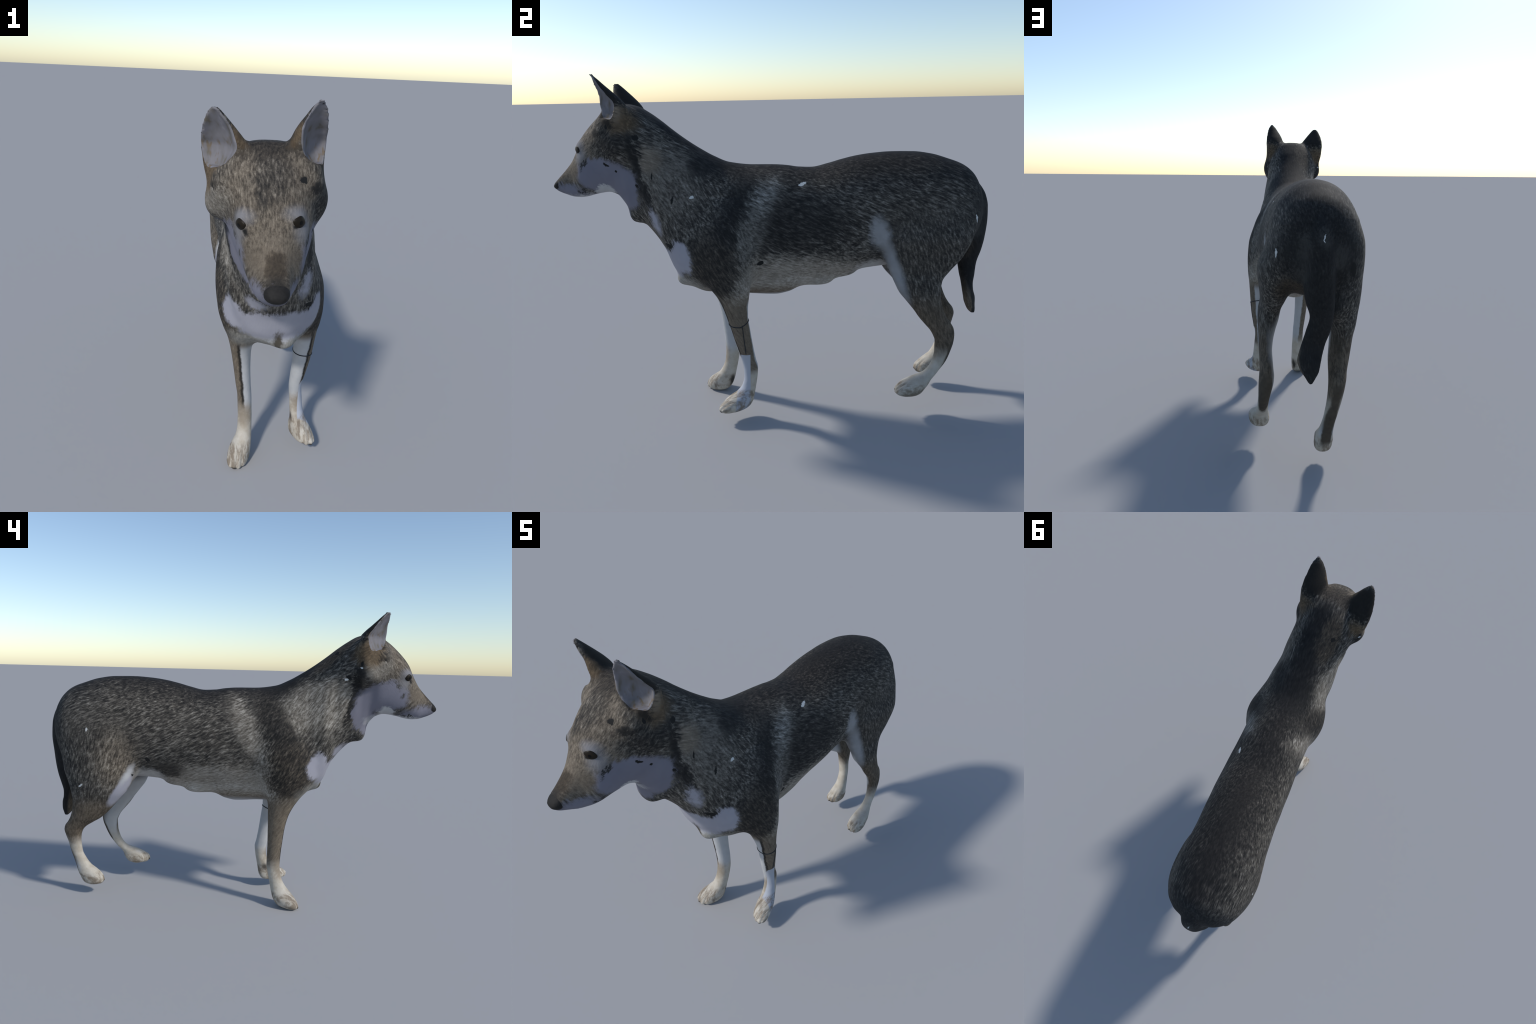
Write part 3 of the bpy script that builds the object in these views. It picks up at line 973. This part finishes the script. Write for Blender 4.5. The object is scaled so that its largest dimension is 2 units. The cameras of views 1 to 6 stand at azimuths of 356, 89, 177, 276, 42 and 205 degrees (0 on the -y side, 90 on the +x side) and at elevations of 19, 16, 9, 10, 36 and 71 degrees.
def mesh_part(name, faces_of, mat, parent):
    q = Q[region == faces_of]
    u, inv = np.unique(q, return_inverse=True)
    me = bpy.data.meshes.new(name)
    me.from_pydata(V[u].tolist(), [], inv.reshape(-1, 4).tolist())
    me.polygons.foreach_set("use_smooth", [True] * len(q))
    me.normals_split_custom_set_from_vertices(N[u].tolist())
    me.materials.append(mat)
    ob = bpy.data.objects.new(name, me)
    scene.collection.objects.link(ob)
    ob.parent = parent
    return ob


torso = mesh_part("torso", "torso", coat_for("torso", ["torso"]), root)
neck = mesh_part("neck", "neck", coat_for("neck", ["neck"]), root)
head_fur = coat_for("head", ["head", "ear_l", "ear_r"])
head = mesh_part("head", "head", head_fur, root)
mesh_part("nose", "nose", NOSE, head)
limb_objects = {}
for kind, tag, paw_tag in (("forelimb", "forelimb_l", "paw_fl"), ("forelimb", "forelimb_r", "paw_fr"),
                           ("hindlimb", "hindlimb_l", "paw_hl"), ("hindlimb", "hindlimb_r", "paw_hr")):
    coat = coat_for(kind, [tag, paw_tag])
    limb_objects[tag] = mesh_part(kind, tag, coat, root)
    mesh_part("paw", paw_tag, coat, limb_objects[tag])
mesh_part("tail", "tail", coat_for("tail", ["tail"]), root)
for tag, in_tag in (("ear_l", "inner_l"), ("ear_r", "inner_r")):
    ear = mesh_part("ear", tag, head_fur, root)
    mesh_part("inner_ear", in_tag, EARSKIN, ear)


def nearest_surface(c):
    i = np.argmin(((V - np.array(c))**2).sum(axis=1))
    return V[i], N[i]


# eyes: flattened glass beads set into the sockets
def eye(c, tilt, size):
    pos, nrm = nearest_surface(c)
    us, vs = 28, 18
    verts, faces = [], []
    for j in range(vs + 1):
        a = math.pi * j / vs
        for i in range(us):
            b = 2 * math.pi * i / us
            w = math.sin(a)
            verts.append((size[0] * w * math.cos(b), size[1] * math.cos(a), size[2] * w * math.sin(b) * (1 - .35 * abs(w * math.cos(b)) ** 2)))
    for j in range(vs):
        for i in range(us):
            k = (i + 1) % us
            faces.append((j * us + i, j * us + k, (j + 1) * us + k, (j + 1) * us + i))
    me = bpy.data.meshes.new("eye")
    me.from_pydata(verts, [], faces)
    me.polygons.foreach_set("use_smooth", [True] * len(faces))
    me.materials.append(EYE)
    ob = bpy.data.objects.new("eye", me)
    scene.collection.objects.link(ob)
    ob.parent = head
    yaw = math.atan2(nrm[0], -nrm[1])
    pitch = math.asin(max(-1, min(1, nrm[2])))
    ob.location = pos - nrm * (size[1] * .58)
    ob.rotation_euler = (-pitch, math.radians(tilt), yaw)
    return ob


eye((.020, -.858, 1.246), 14, (.0230, .0095, .0185))
eye((-.137, -.846, 1.232), -8, (.0215, .0095, .0180))


# cord tied round the left foreleg, with a tail hanging down the outside
def tube(path, radius, closed, name, parent):
    cu = bpy.data.curves.new(name, 'CURVE')
    cu.dimensions = '3D'
    cu.bevel_depth = radius
    cu.bevel_resolution = 3
    sp = cu.splines.new('POLY')
    sp.points.add(len(path) - 1)
    for pt, c in zip(sp.points, path):
        pt.co = (*c, 1)
    sp.use_cyclic_u = closed
    tmp = bpy.data.objects.new(name, cu)
    scene.collection.objects.link(tmp)
    dg = bpy.context.evaluated_depsgraph_get()
    me = bpy.data.meshes.new_from_object(tmp.evaluated_get(dg))
    bpy.data.objects.remove(tmp)
    me.polygons.foreach_set("use_smooth", [True] * len(me.polygons))
    me.materials.clear()
    me.materials.append(CORD)
    ob = bpy.data.objects.new(name, me)
    scene.collection.objects.link(ob)
    ob.parent = parent
    return ob


leg_v = V[np.unique(Q[(region == "forelimb_l")])]


def leg_ring(z_of, steps):
    """points on the left foreleg's skin where it meets a tilted plane"""
    pts = []
    for i in range(steps):
        a = 2 * math.pi * i / steps
        d = np.array([math.cos(a), math.sin(a)])
        c = np.array([.181, -.172])
        sel = leg_v[np.abs(leg_v[:, 2] - z_of(leg_v[:, 0], leg_v[:, 1])) < .010]
        rel = sel[:, :2] - c
        side = np.abs(rel[:, 0] * d[1] - rel[:, 1] * d[0])
        front = rel @ d
        near = (front > 0) & (side < .006)
        r = front[near].mean()
        q = c + d * (r + .0004)
        pts.append((q[0], q[1], float(z_of(q[0], q[1]))))
    return pts


ring_plane = lambda px, py: .476 + np.maximum(py + .165, 0) * .42 + (px - .19) * -.10
ring = leg_ring(ring_plane, 48)
tube(ring, .0026, True, "cord", limb_objects["forelimb_l"])
hang = []
for i in range(14):
    zz = .482 - i * (.150 / 13)
    yy = -.157 + .012 * i / 13
    near = leg_v[(np.abs(leg_v[:, 2] - zz) < .008) & (np.abs(leg_v[:, 1] - yy) < .008) & (leg_v[:, 0] > .17)]
    hang.append((near[:, 0].max() - .0006, yy, zz))
tube(hang, .0022, False, "cord_end", limb_objects["forelimb_l"])
